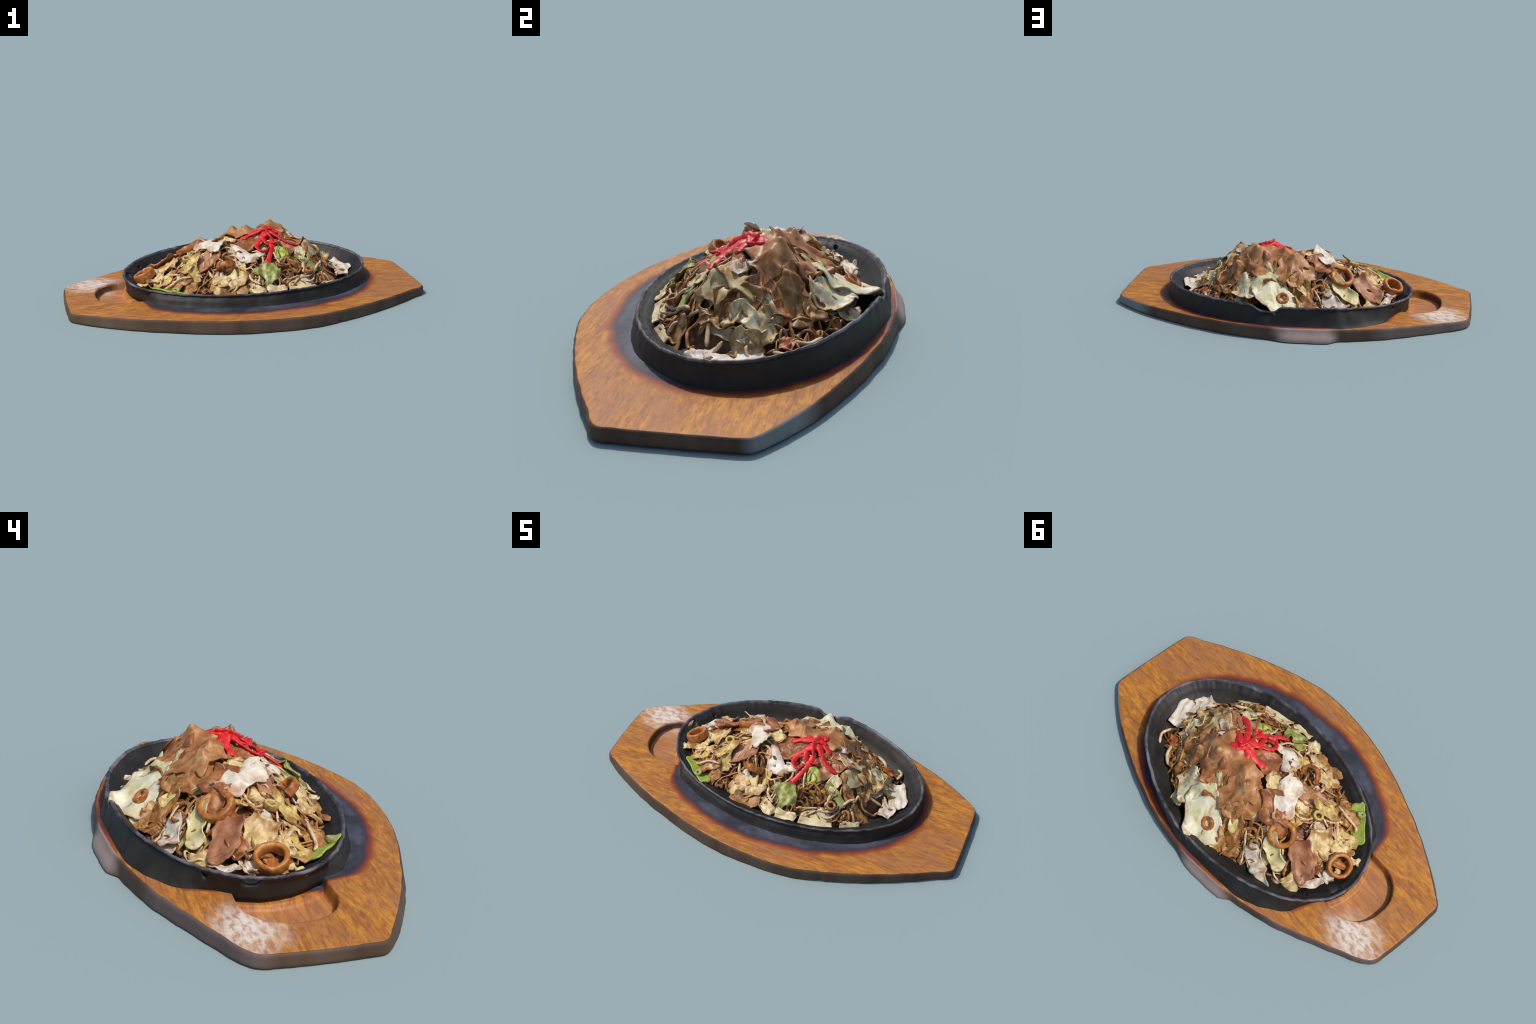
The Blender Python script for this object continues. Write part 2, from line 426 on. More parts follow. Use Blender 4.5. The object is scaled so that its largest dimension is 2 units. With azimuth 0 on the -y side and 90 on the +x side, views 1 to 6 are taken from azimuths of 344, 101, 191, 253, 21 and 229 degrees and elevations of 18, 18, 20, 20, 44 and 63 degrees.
def build_pan(parent):
    n = 420
    t = np.linspace(0, 2 * np.pi, n, endpoint=False)
    wav = np.array([nz(3 * math.cos(a), 3 * math.sin(a), 5) * 0.004 + nz(14 * math.cos(a), 14 * math.sin(a), 9) * 0.0034 for a in t])
    R0 = pan_oval(0, n, wav)
    zr = rim_height(R0[:, 0], R0[:, 1]) + np.array([nz(26 * math.cos(a), 26 * math.sin(a), 2) * 0.0032 + nz(60 * math.cos(a), 60 * math.sin(a), 2) * 0.0012 for a in t])
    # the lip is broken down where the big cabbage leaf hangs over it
    notch = smooth(-0.02, 0.03, R0[:, 0]) * smooth(0.17, 0.08, R0[:, 0]) * (R0[:, 1] > 0.3)
    zr = zr - 0.031 * notch

    def dents(P, amp, seed):
        return amp * np.array([nz(p[0] * 7 + seed, p[1] * 7, seed) + 0.55 * nz(p[0] * 21, p[1] * 21 + seed, seed) - 1.6 * max(0.0, nz(p[0] * 13 + 4, p[1] * 13, seed * 0.3) - 0.3) for p in P])

    rings = []

    def ring(off, z, jit, dent=0.0, grow=(0, 0), shift=(0, 0), seed=0.0):
        P = pan_oval(off, n, jit, grow, shift)
        if dent:
            C = np.array([PAN["cx"], PAN["cy"]])
            d = (P - C) / np.linalg.norm(P - C, axis=1)[:, None]
            P = P + d * dents(P, dent, seed)[:, None]
        rings.append(np.c_[P, np.broadcast_to(z, (n,))])

    zb = 0.040
    # the foot spreads, except at the scoop; it spreads most along the back
    Q = pan_oval(0, n)
    fl = 0.8 - 1.4 * smooth(-0.50, -0.62, Q[:, 0]) - 0.45 * smooth(0.45, 0.65, Q[:, 0])
    fl = fl + 0.95 * (Q[:, 1] > 0.2) * np.exp(-((Q[:, 0] + 0.36) / 0.13) ** 2) - 0.4 * smooth(0.2, 0.35, Q[:, 1]) * smooth(0.08, 0.25, Q[:, 0]) * smooth(0.6, 0.45, Q[:, 0])
    ring(0.10, zb - 0.004, 0)
    ring(-0.002, zb, 0.034 * fl, 0.004, seed=1)
    ring(0.0, 0.058, 0.034 * fl, 0.004, seed=1)
    ring(0.002, 0.068, 0.027 * fl + wav * 0.4, 0.006, seed=1)
    ring(0.005, 0.086, 0.018 * fl + wav * 0.5, 0.007, seed=2)
    ring(0.006, zr * 0.45 + 0.05, 0.010 * fl + wav * 0.7, 0.006, seed=2)
    ring(0.006, zr - 0.020, wav + 0.003 * fl, 0.002, seed=2)
    body_low = [r for r in rings]
    ring(0.0045, zr - 0.008, wav)
    outer_top = rings[-1]
    # inner side, from the lip down to the floor
    rings = []
    ring(0.017, zr - 0.006, wav)
    inner_top = rings[-1]
    ring(0.021, zr - 0.014, wav, 0.002, seed=4)
    ring(0.032, zr * 0.65 + 0.036, wav * 0.6, 0.004, seed=4)
    ring(0.050, zr * 0.35 + 0.058, wav * 0.4, 0.005, seed=5)
    ring(0.076, PAN_FLOOR + 0.013, 0, 0.005, seed=5)
    ring(0.100, PAN_FLOOR + 0.004, 0, 0.004, seed=6)
    ring(0.13, PAN_FLOOR + 0.002, 0)
    ring(0.25, PAN_FLOOR - 0.001, 0)
    inner = rings
    # body: underside + outer wall, joined inside to inner wall through a hidden step under the lip
    R = body_low + [outer_top] + inner
    V = np.vstack(R)
    F = [f[::-1] for f in ring_faces(len(R), n)]
    F = [f[::-1] for f in F]
    c = len(V)
    V = np.vstack([V, [[PAN["cx"], PAN["cy"], PAN_FLOOR - 0.001]], [[PAN["cx"], PAN["cy"], zb - 0.004]]])
    L = (len(R) - 1) * n
    for j in range(n):
        k = (j + 1) % n
        F.append((c, L + j, L + k))
        F.append((c + 1, k, j))
    body = mesh_object("plate_body", V, F, IRON, parent)
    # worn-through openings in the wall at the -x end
    for x, y, z, w, h in ((-0.640, 0.145, 0.112, 0.032, 0.017), (-0.566, 0.272, 0.116, 0.012, 0.010)):
        u = np.linspace(0, 2 * np.pi, 14, endpoint=False)
        a = math.atan2((y - PAN["cy"]) / PAN["b"] ** 2, (x - PAN["cx"]) / PAN["a"] ** 2)
        out, side = np.array([math.cos(a), math.sin(a), 0]), np.array([-math.sin(a), math.cos(a), 0])
        cv = [np.array([x, y, z]) + out * o + side * (w * math.cos(q) * (1 + 0.2 * math.sin(3 * q))) + np.array([0, 0, h * math.sin(q)]) for o in (-0.07, 0.07) for q in u]
        cut = mesh_object("cutter", cv, [(j, (j + 1) % 14, 14 + (j + 1) % 14, 14 + j) for j in range(14)] + [tuple(range(14))[::-1], tuple(range(14, 28))], IRON)
        mod = body.modifiers.new("opening", "BOOLEAN")
        mod.object, mod.operation, mod.solver = cut, "DIFFERENCE", "EXACT"
        bpy.context.view_layer.update()
        me = bpy.data.meshes.new_from_object(body.evaluated_get(bpy.context.evaluated_depsgraph_get()))
        body.modifiers.clear()
        body.data = me
        bpy.data.objects.remove(cut)
    me.shade_smooth()
    # lip: rounded bead along the upper edge
    rings = []
    for off, dz in ((0.0035, -0.010), (0.0006, -0.0075), (-0.0006, -0.003), (0.001, 0.0), (0.005, 0.002), (0.009, 0.001), (0.012, -0.0015), (0.0145, -0.006), (0.0175, -0.010)):
        ring(off, zr + dz, wav)
    V = np.vstack(rings)
    F = ring_faces(len(rings), n)
    m = len(rings) - 1
    F += [(j, m * n + j, m * n + (j + 1) % n, (j + 1) % n) for j in range(n)]
    lip = mesh_object("rim", V, F, RIM, body)
    return body


# --------------------------------------------------------------- food mound
# broad shape of the heap: (x, y, z) of points its skin passes through
HEAP = [(0.19, 0.17, 0.308), (0.135, 0.05, 0.322), (0.04, 0.13, 0.300), (-0.03, 0.18, 0.275), (0.33, -0.03, 0.262), (-0.24, 0.17, 0.222), (0.30, 0.20, 0.228),
        (-0.11, -0.02, 0.274), (0.144, 0.46, 0.135), (-0.01, 0.29, 0.198), (-0.31, -0.085, 0.185), (-0.46, 0.09, 0.142), (-0.365, 0.227, 0.132),
        (0.41, -0.107, 0.156), (0.485, 0.085, 0.150), (-0.525, -0.10, 0.088), (-0.44, -0.22, 0.096), (0.08, -0.22, 0.184), (0.19, -0.12, 0.244),
        (0.65, 0.15, 0.085), (0.60, -0.06, 0.08), (0.42, 0.05, 0.188), (0, 0.04, 0.288), (0.29, -0.07, 0.256), (-0.144, -0.145, 0.176),
        (-0.3, -0.1, 0.170), (-0.6, 0.01, 0.098), (-0.23, 0.376, 0.088), (-0.55, 0.05, 0.112), (-0.287, 0.17, 0.195), (0.062, -0.177, 0.206),
        (0, -0.31, 0.090), (-0.2, -0.28, .090), (0.2, -.30, .092), (0.4, -0.24, .083), (-0.4, -.25, .092), (-0.42, 0.33, .085), (0.3, 0.42, .085),
        (0.45, 0.3, .090), (0.58, 0.25, .082), (-0.1, 0.43, 0.092), (0.56, 0.05, 0.086), (0.52, -0.1, 0.083), (0.56, 0.17, 0.086), (0.40, 0.24, 0.140), (-0.15, 0.31, 0.150)]
# pulled-up tips: (x, y, top z, width)
TIPS = [(0.187, 0.172, 0.369, 0.026), (0.038, 0.127, 0.346, 0.020), (-0.03, 0.182, 0.332, 0.020), (0.30, 0.203, 0.288, 0.018), (0.333, -0.032, 0.302, 0.018),
        (-0.235, 0.171, 0.272, 0.022), (-0.114, -0.018, 0.305, 0.022), (0.245, 0.132, 0.330, 0.018), (-0.012, 0.291, 0.228, 0.024), (0.42, 0.049, 0.222, 0.018)]
C = np.array(HEAP)
_n = len(C)
_A = np.zeros((_n + 3, _n + 3))
_A[:_n, :_n] = np.sqrt(((C[:, None, :2] - C[None, :, :2]) ** 2).sum(2) + 0.0025)
_A[:_n, _n] = 1
_A[:_n, _n + 1:] = C[:, :2]
_A[_n:, :_n] = _A[:_n, _n:].T
_W = np.linalg.solve(_A, np.r_[C[:, 2], 0, 0, 0])


def heap(x, y):
    x, y = np.asarray(x, float), np.asarray(y, float)
    d = np.sqrt((x[..., None] - C[:, 0]) ** 2 + (y[..., None] - C[:, 1]) ** 2 + 0.0025)
    return np.maximum(d @ _W[:_n] + _W[_n] + _W[_n + 1] * x + _W[_n + 2] * y, PAN_FLOOR + 0.004)


TIP_H = [max(0.0, z - float(heap(x, y))) for x, y, z, w in TIPS]


def tips(x, y):
    x, y = np.asarray(x, float), np.asarray(y, float)
    h = np.zeros_like(x)
    for (tx, ty, tz, w), a in zip(TIPS, TIP_H):
        r = np.hypot(x - tx, y - ty)
        h = h + a * np.exp(-(np.sqrt(r * r + 0.0003) - 0.0173) / (w * 1.15))
    return h


def inside_pan(x, y, margin):
    c, s = math.cos(-PAN["rot"]), math.sin(-PAN["rot"])
    dx, dy = np.asarray(x) - PAN["cx"], np.asarray(y) - PAN["cy"]
    u, v = dx * c - dy * s, dx * s + dy * c
    return (u / (PAN["a"] - margin)) ** 2 + (v / (PAN["b"] - margin)) ** 2


def build_bed(parent):
    """the dark brown tangle under everything"""
    n, K = 300, 110
    t = np.linspace(0, 2 * np.pi, n, endpoint=False)
    V = []
    for f in np.linspace(0.02, 1, K):
        P = pan_oval(0.085, n)
        c = np.array([PAN["cx"], PAN["cy"]])
        P = c + (P - c) * f
        h = heap(P[:, 0], P[:, 1])
        cover = smooth(0.086, 0.125, h)
        p3 = np.c_[P, h * 0.8]
        rg = ridge(p3, 13, 3.1) * 0.020 + ridge(p3, 28, 8.7) * 0.008 + nzv(p3, 6, 2.0) * 0.014
        z = h - 0.038 + 0.3 * tips(P[:, 0], P[:, 1]) + rg * cover
        z = np.where(cover < 0.02, PAN_FLOOR - 0.010, z)
        V.append(np.c_[P, np.maximum(z, PAN_FLOOR - 0.010)])
    V = np.vstack(V)
    F = ring_faces(K, n)
    F = [f[::-1] for f in F]
    V = np.vstack([V, [[PAN["cx"], PAN["cy"], float(heap(PAN["cx"], PAN["cy"])) - 0.030]]])
    F += [(len(V) - 1, j, (j + 1) % n) for j in range(n)]
    ob = mesh_object("noodle_tangle", V, F, BED, parent)
    ob["kind"] = "stuff"
    return ob


def sheet(name, mat, x, y, sx, sy, rot, lift=0.008, tilt=(0.0, 0.0), ripple=0.010, freq=1.0, square=0.5, ragged=0.16, thick=0.007,
          cup=0.0, follow=1.0, tip=0.6, seed=None, parent=None, rings=13, n=44, z=None):
    """a limp piece of leaf or meat laid over the heap: irregular outline, draped, crumpled, with thickness.
    sx, sy: half sizes; tilt: extra rise of its +u and +v ends; cup: edges up (+) or down (-)"""
    if seed is None:
        seed = (abs(x) * 131 + abs(y) * 517 + sx * 977) % 50
    rot = math.radians(rot)
    S = max(sx, sy)
    ph = np.linspace(0, 2 * np.pi, n, endpoint=False)
    e = 2.0 + 6.0 * square
    rad = 1.0 / (np.abs(np.cos(ph)) ** e + np.abs(np.sin(ph)) ** e) ** (1 / e)
    rad *= 1 + ragged * np.array([nz(1.3 * math.cos(a) + seed, 1.3 * math.sin(a), seed) * 1.2 + nz(4 * math.cos(a), 4 * math.sin(a) + seed, 3) * 0.6 for a in ph])
    UV = [np.zeros((1, 2))]
    for f in np.linspace(0, 1, rings)[1:]:
        UV.append(np.c_[np.cos(ph) * rad * f, np.sin(ph) * rad * f])
    UV = np.vstack(UV)
    lx, ly = UV[:, 0] * sx, UV[:, 1] * sy
    c, s = math.cos(rot), math.sin(rot)
    wx, wy = x + lx * c - ly * s, y + lx * s + ly * c
    base = float(heap(x, y)) if z is None else z
    h = base + follow * (heap(wx, wy) - float(heap(x, y))) + tip * tips(wx, wy)
    p = np.c_[wx, wy, np.zeros(len(wx))]
    k = freq / max(S, 0.03)
    rr = (UV ** 2).sum(1)
    cr = 1.5 * ripple * (ridge(p, k * 0.8, seed) * 0.9 + nzv(p, k * 1.8, seed + 5) * 0.8 + nzv(p, k * 4.5, seed + 3) * 0.15)
    zz = h + lift + tilt[0] * UV[:, 0] + tilt[1] * UV[:, 1] + cr * (0.5 + 0.7 * rr) + cup * rr
    # sideways crumple so edges are not just raised contours
    wx = wx + ripple * 1.6 * nzv(p, k * 1.6, seed + 9) * rr
    wy = wy + ripple * 1.6 * nzv(p, k * 1.6, seed + 14) * rr
    zz = np.maximum(zz, PAN_FLOOR + 0.003)
    # keep inside the wall unless it hangs over the lip
    top = np.c_[wx, wy, zz]
    # normals for thickness
    F = [(0, 1 + j, 1 + (j + 1) % n) for j in range(n)] + ring_faces(rings - 1, n, 1, True)
    nv = len(top)
    tri_n = np.zeros_like(top)
    for f in F:
        a, b, d = top[f[0]], top[f[1]], top[f[2]]
        q = np.cross(b - a, d - a)
        for i in f:
            tri_n[i] += q
    tri_n /= np.maximum(np.linalg.norm(tri_n, axis=1), 1e-9)[:, None]
    if tri_n[:, 2].mean() < 0:
        F = [f[::-1] for f in F]
        tri_n = -tri_n
    taper = np.clip(1.15 - rr ** 2 * 0.45, 0.45, 1)[:, None]
    bottom = top - tri_n * thick * taper
    V = np.vstack([top, bottom])
    G = list(F) + [tuple(i + nv for i in f[::-1]) for f in F]
    o = 1 + (rings - 2) * n
    up = F[0][1] == 1
    for j in range(n):
        k2 = (j + 1) % n
        q = (o + j, nv + o + j, nv + o + k2, o + k2)
        G.append(q if up else q[::-1])
    # object frame: origin at the middle, turned with the piece, half size 1
    org = np.array([x, y, base + lift])
    D = V - org
    loc = np.c_[D[:, 0] * c + D[:, 1] * s, -D[:, 0] * s + D[:, 1] * c, D[:, 2]] / S
    ob = mesh_object(name, loc, G, mat, parent)
    ob.location, ob.rotation_euler, ob.scale = org, (0, 0, rot), (S, S, S)
    return ob


def catmull(P, k=10):
    P = np.array(P, float)
    P = np.vstack([2 * P[0] - P[1], P, 2 * P[-1] - P[-2]])
    out = []
    for i in range(1, len(P) - 2):
        for t in np.linspace(0, 1, k, endpoint=False):
            a, b, c, d = P[i - 1], P[i], P[i + 1], P[i + 2]
            out.append(0.5 * (2 * b + (c - a) * t + (2 * a - 5 * b + 4 * c - d) * t * t + (3 * b - a - 3 * c + d) * t ** 3))
    out.append(P[-2])
    return np.array(out)


def frames(path):
    T = np.gradient(path, axis=0)
    T /= np.maximum(np.linalg.norm(T, axis=1), 1e-9)[:, None]
    N = np.cross(T, [0, 0, 1.0])
    N /= np.maximum(np.linalg.norm(N, axis=1), 1e-9)[:, None]
    return T, N, np.cross(N, T)


def strand(name, mat, pts, r, parent, flat=1.0, ends=0.5, sides=8, bumps=0.12, lean=0.0, k=8):
    """tube along a path, optionally flattened; lean tips the flat side up (degrees)"""
    path = catmull(pts, k)
    T, N, B = frames(path)
    m = len(path)
    s = np.linspace(0, 1, m)
    rad = r * (ends + (1 - ends) * np.minimum(1, np.minimum(s, 1 - s) * 7)) * (1 + bumps * np.array([nz(i * 0.6, pts[0][0] * 40, pts[0][1] * 40) * 2 for i in range(m)]))
    a = math.radians(lean)
    N2, B2 = N * math.cos(a) + B * math.sin(a), B * math.cos(a) - N * math.sin(a)
    V = []
    for j in range(sides):
        q = 2 * math.pi * j / sides
        V.append(path + N2 * (rad * math.cos(q))[:, None] + B2 * (rad * flat * math.sin(q))[:, None])
    V = np.stack(V, 1).reshape(-1, 3)
    F = [f[::-1] for f in ring_faces(m, sides)]
    F += [tuple(range(sides)), tuple(range((m - 1) * sides, m * sides))[::-1]]
    F = [f[::-1] for f in F]
    org = path.mean(0)
    S = max(0.02, np.abs(path - org).max())
    ob = mesh_object(name, (V - org) / S, F, mat, parent)
    ob.location, ob.scale = org, (S, S, S)
    return ob


def on_heap(pts, dz):
    """paths given as (x, y) or (x, y, extra height) laid on the heap"""
    out = []
    for i, p in enumerate(pts):
        e = p[2] if len(p) > 2 else 0.0
        out.append((p[0], p[1], float(heap(p[0], p[1])) + dz + e + float(tips(p[0], p[1])) * 0.6))
    return out


def squid_ring(name, mat, x, y, z, r, width, thick, tilt, rot, parent, arc=360, oval=1.0, seed=0):
    """cut squid tube: a wavy band lying on its side"""
    n, k = 56, 12
    full = arc >= 360
    t = np.linspace(0, math.radians(arc), n, endpoint=not full)
    V = []
    for a in t:
        w = 1 + 0.07 * nz(1.5 * math.cos(a) + seed, 1.5 * math.sin(a), seed) + 0.035 * nz(6 * math.cos(a), 6 * math.sin(a), seed)
        for j in range(k):
            q = 2 * math.pi * j / k
            cq, sq = math.cos(q), math.sin(q)
            rr = r * w - thick + thick * math.copysign(abs(cq) ** 0.6, cq)
            hh = width * math.copysign(abs(sq) ** 0.6, sq) * (1 + 0.25 * nz(2 * math.cos(a), 2 * math.sin(a), seed + 7))
            V.append((rr * math.cos(a), rr * oval * math.sin(a), hh))
    V = np.array(V) / r
    F = []
    for i in range(n if full else n - 1):
        for j in range(k):
            F.append((i * k + j, ((i + 1) % n) * k + j, ((i + 1) % n) * k + (j + 1) % k, i * k + (j + 1) % k))
    if not full:
        F += [tuple(range(k))[::-1], tuple(range((n - 1) * k, n * k))]
    ob = mesh_object(name, V, F, mat, parent)
    ob.location, ob.scale = (x, y, z), (r, r, r)
    ob.rotation_euler = (math.radians(tilt[0]), math.radians(tilt[1]), math.radians(rot))
    return ob


def build_food(parent):
    P = parent
    build_bed(P)

    heroes = []

    def on_hero(x, y, k):
        return any(math.hypot(x - hx, y - hy) < r * k for hx, hy, r in heroes)

    def cab(mat, x, y, sx, sy, rot, hero=True, **k):
        if hero:
            heroes.append((x, y, math.sqrt(sx * sy)))
        return sheet("cabbage_leaf", mat, x, y, sx, sy, rot, parent=P, **k)

    def meat(mat, x, y, sx, sy, rot, **k):
        k.setdefault("thick", 0.012)
        heroes.append((x, y, math.sqrt(sx * sy)))
        return sheet("meat_slice", mat, x, y, sx, sy, rot, parent=P, **k)

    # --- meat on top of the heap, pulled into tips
    meat(SAUCE, 0.11, 0.165, 0.20, 0.115, -12, lift=0.004, ripple=0.016, freq=1.7, tip=1.0, square=0.15, ragged=0.25, rings=40, n=130, thick=0.016)
    meat(SAUCE, -0.06, 0.20, 0.13, 0.085, 35, lift=0.006, ripple=0.012, freq=1.5, tip=1.0, square=0.2, ragged=0.3, rings=30, n=100, thick=0.014)
    meat(MEAT, -0.185, 0.135, 0.075, 0.055, -35, lift=0.010, ripple=0.014, tip=1.0, rings=24, n=80)
    meat(MEAT, -0.245, 0.175, 0.06, 0.035, 20, lift=0.004, ripple=0.012, tip=1.0, rings=24, n=80)
    meat(PINK, 0.25, -0.02, 0.085, 0.062, 35, lift=0.004, ripple=0.010, freq=1.6, tip=1.0, rings=24, n=80)
    meat(PINK, -0.235, -0.05, 0.085, 0.045, 22, lift=0.010, tilt=(0, -0.004), ripple=0.010, freq=1.5, square=0.6)
    meat(PINK, -0.44, 0.185, 0.085, 0.062, -28, lift=0.022, tilt=(0.012, -0.012), ripple=0.010, square=0.4, ragged=0.25, cup=0.006)
    meat(MEAT, -0.44, 0.145, 0.07, 0.03, 8, lift=0.012, ripple=0.012)
    meat(PINK, 0.345, 0.13, 0.05, 0.035, 40, lift=0.006, ripple=0.010)
    meat(MEAT, 0.02, 0.0, 0.11, 0.06, 15, lift=-0.002, ripple=0.016, freq=1.6, tip=1.0, rings=24, n=80)
    meat(MEAT, 0.13, 0.24, 0.09, 0.06, -30, lift=0.002, ripple=0.016, freq=1.5)
    meat(SAUCE, 0.29, 0.18, 0.075, 0.05, -60, lift=0.002, ripple=0.014, tip=1.0, rings=24, n=80)
    meat(MEAT, -0.30, 0.14, 0.075, 0.02, 10, lift=0.018, ripple=0.006, cup=-0.012, square=0.7)
    meat(RING, -0.545, 0.038, 0.072, 0.02, 27, lift=0.012, ripple=0.005, cup=-0.012, square=0.7)

    # --- big leaves over the back of the heap
    cab(BLANCHED, 0.055, 0.378, 0.135, 0.092, -42, lift=0.014, ripple=0.013, freq=1.2, square=0.45, ragged=0.14, rings=22, n=80, tip=1.0, tilt=(0.0, 0.004))
    cab(BLANCHED, 0.20, 0.34, 0.085, 0.06, -30, lift=0.010, ripple=0.014, ragged=0.22, rings=18, n=64)
    cab(GREEN, 0.225, 0.40, 0.045, 0.035, -60, lift=-0.006, ripple=0.008, tilt=(0, 0.01))
    cab(TAN, -0.095, 0.33, 0.085, 0.055, -50, lift=0.006, ripple=0.016, freq=1.5)
    cab(GREEN, -0.06, 0.275, 0.085, 0.022, -50, lift=0.012, ripple=0.012)
    cab(GREEN, 0.06, 0.27, 0.07, 0.02, -40, lift=0.010, ripple=0.012)
    cab(TAN, -0.13, 0.385, 0.06, 0.03, -20, lift=0.004, ripple=0.012)
    cab(CABBAGE, -0.06, 0.43, 0.055, 0.022, -20, lift=0.004, ripple=0.010)
    # --- white leaf folded over the top
    cab(WHITE, -0.185, 0.045, 0.105, 0.05, -62, lift=0.026, ripple=0.014, freq=1.2, ragged=0.28, rings=24, n=80, tip=1.0, cup=-0.012)
    cab(CABBAGE, -0.09, 0.055, 0.055, 0.035, -50, lift=0.010, ripple=0.010, tip=1.0)
    cab(WHITE, -0.035, -0.085, 0.072, 0.04, 140, lift=0.020, ripple=0.010, ragged=0.25, cup=-0.010)
    cab(WHITE, 0.01, -0.105, 0.085, 0.018, 10, lift=0.016, ripple=0.004, cup=-0.008, square=0.6)
    # --- -x end
    cab(CABBAGE, -0.435, 0.06, 0.075, 0.06, -30, lift=0.016, ripple=0.014, freq=1.3, ragged=0.2, cup=-0.006)
    cab(GREEN, -0.325, 0.255, 0.075, 0.032, -20, lift=0.020, tilt=(0.004, -0.012), ripple=0.010)
    cab(WHITE, -0.27, 0.33, 0.07, 0.035, -15, lift=0.016, tilt=(0, -0.008), ripple=0.012)
    cab(WHITE, -0.335, 0.36, 0.095, 0.03, -18, lift=0.010, ripple=0.010, ragged=0.22)
    cab(CABBAGE, -0.47, 0.285, 0.05, 0.04, -30, lift=0.006, ripple=0.010, ragged=0.25)
    cab(WHITE, -0.53, 0.20, 0.06, 0.02, 60, lift=0.004, ripple=0.008)
    cab(YELLOW, -0.33, -0.065, 0.055, 0.034, 40, lift=0.022, tilt=(0.008, -0.014), ripple=0.012)
    cab(CABBAGE, -0.495, -0.005, 0.05, 0.032, 60, lift=0.012, ripple=0.010)
    cab(YELLOW, -0.475, -0.055, 0.055, 0.045, 20, lift=0.006, ripple=0.010)
    cab(CABBAGE, -0.585, -0.025, 0.045, 0.018, 25, lift=0.014, tilt=(-0.006, 0), ripple=0.008)
    cab(WHITE, -0.555, 0.115, 0.03, 0.022, 10, lift=0.006, ripple=0.006)
    cab(LIME, -0.445, -0.168, 0.110, 0.032, -42, z=0.112, follow=0.2, tilt=(0.0, -0.014), lift=0.004, ripple=0.004, square=0.7, ragged=0.08, thick=0.012)
    cab(TAN, -0.40, -0.135, 0.065, 0.045, 20, lift=0.016, tilt=(0, -0.012), ripple=0.012, cup=-0.012)
    cab(TAN, -0.36, -0.175, 0.06, 0.045, 60, lift=0.012, tilt=(0.016, 0), ripple=0.012, cup=-0.012)
    cab(YELLOW, -0.31, -0.115, 0.034, 0.03, 100, lift=0.020, tilt=(0.018, 0), ripple=0.006)
    # --- front
    cab(CABBAGE, -0.165, -0.215, 0.085, 0.045, 5, lift=0.016, tilt=(0.006, 0.014), ripple=0.010, cup=-0.006)
    cab(TAN, -0.13, -0.265, 0.08, 0.035, 0, lift=0.004, ripple=0.010)
    cab(CABBAGE, -0.185, -0.195, 0.05, 0.03, -30, lift=0.018, ripple=0.010)
    cab(CABBAGE, -0.10, -0.225, 0.06, 0.022, 15, lift=0.022, ripple=0.008, cup=-0.006)
    cab(LEEK, 0.085, -0.225, 0.052, 0.045, 20, lift=0.022, ripple=0.014, tilt=(0, 0.016), cup=-0.010)
    cab(CREAM, 0.0, -0.285, 0.045, 0.028, -20, lift=0.006, ripple=0.010)
    cab(CREAM, 0.105, -0.30, 0.05, 0.022, 10, lift=0.004, ripple=0.008)
    cab(CREAM, 0.265, -0.268, 0.085, 0.05, 18, lift=0.004, ripple=0.008, square=0.7, ragged=0.14)
    cab(CREAM, 0.43, -0.212, 0.05, 0.025, 30, lift=0.002, ripple=0.004, square=0.8, ragged=0.08)
    cab(LEEK, 0.315, -0.137, 0.062, 0.018, -22, lift=0.014, ripple=0.004, square=0.5, ragged=0.08, thick=0.012)
    cab(LIME, 0.185, -0.105, 0.045, 0.034, -10, lift=0.014, ripple=0.008, cup=-0.012, ragged=0.1, thick=0.012)
    cab(CREAM, 0.29, -0.10, 0.035, 0.025, 60, lift=0.016, ripple=0.006)
    cab(LEEK, 0.065, -0.21, 0.07, 0.018, -18, lift=0.014, ripple=0.006)
    # --- +x side
    cab(CABBAGE, 0.335, 0.01, 0.085, 0.022, -22, lift=0.012, ripple=0.012, tip=1.0, cup=-0.004)
    cab(CABBAGE, 0.375, -0.03, 0.07, 0.034, 55, lift=0.020, tilt=(0.012, -0.006), ripple=0.010, cup=-0.010, tip=1.0)
    cab(WHITE, 0.285, 0.055, 0.055, 0.024, -35, lift=0.010, ripple=0.010)
    cab(CREAM, 0.455, 0.10, 0.05, 0.028, 60, lift=0.016, tilt=(-0.012, 0), ripple=0.010)
    cab(CREAM, 0.40, 0.16, 0.045, 0.025, 50, lift=0.010, tilt=(0, 0.008), ripple=0.010)
    cab(TAN, 0.44, -0.02, 0.05, 0.034, 80, lift=0.006, ripple=0.012)
    cab(CREAM, 0.50, 0.055, 0.06, 0.02, 75, lift=0.004, ripple=0.008, z=0.13, follow=0.5)
    cab(STREAK, 0.585, 0.085, 0.088, 0.052, 112, lift=0.004, ripple=0.009, square=0.8, ragged=0.12, follow=0.3, z=0.088, tilt=(0.0, -0.004))
    cab(STREAK, 0.565, -0.03, 0.05, 0.038, 80, lift=0.004, ripple=0.010, square=0.7, ragged=0.14, follow=0.2, z=0.085)
    cab(CARROT, 0.385, 0.205, 0.035, 0.02, 40, lift=0.008, ripple=0.006)
    cab(CARROT, 0.49, 0.235, 0.028, 0.022, 10, lift=0.010, ripple=0.006)

    # --- slope towards +x: broad soaked leaves, one over the other
    cab(CABBAGE, 0.345, 0.085, 0.085, 0.045, 75, lift=0.008, ripple=0.014, tilt=(0, -0.012), tip=1.0, cup=-0.008)
    cab(TAN, 0.41, 0.055, 0.075, 0.045, 100, lift=0.004, ripple=0.014, tilt=(0, 0.014))
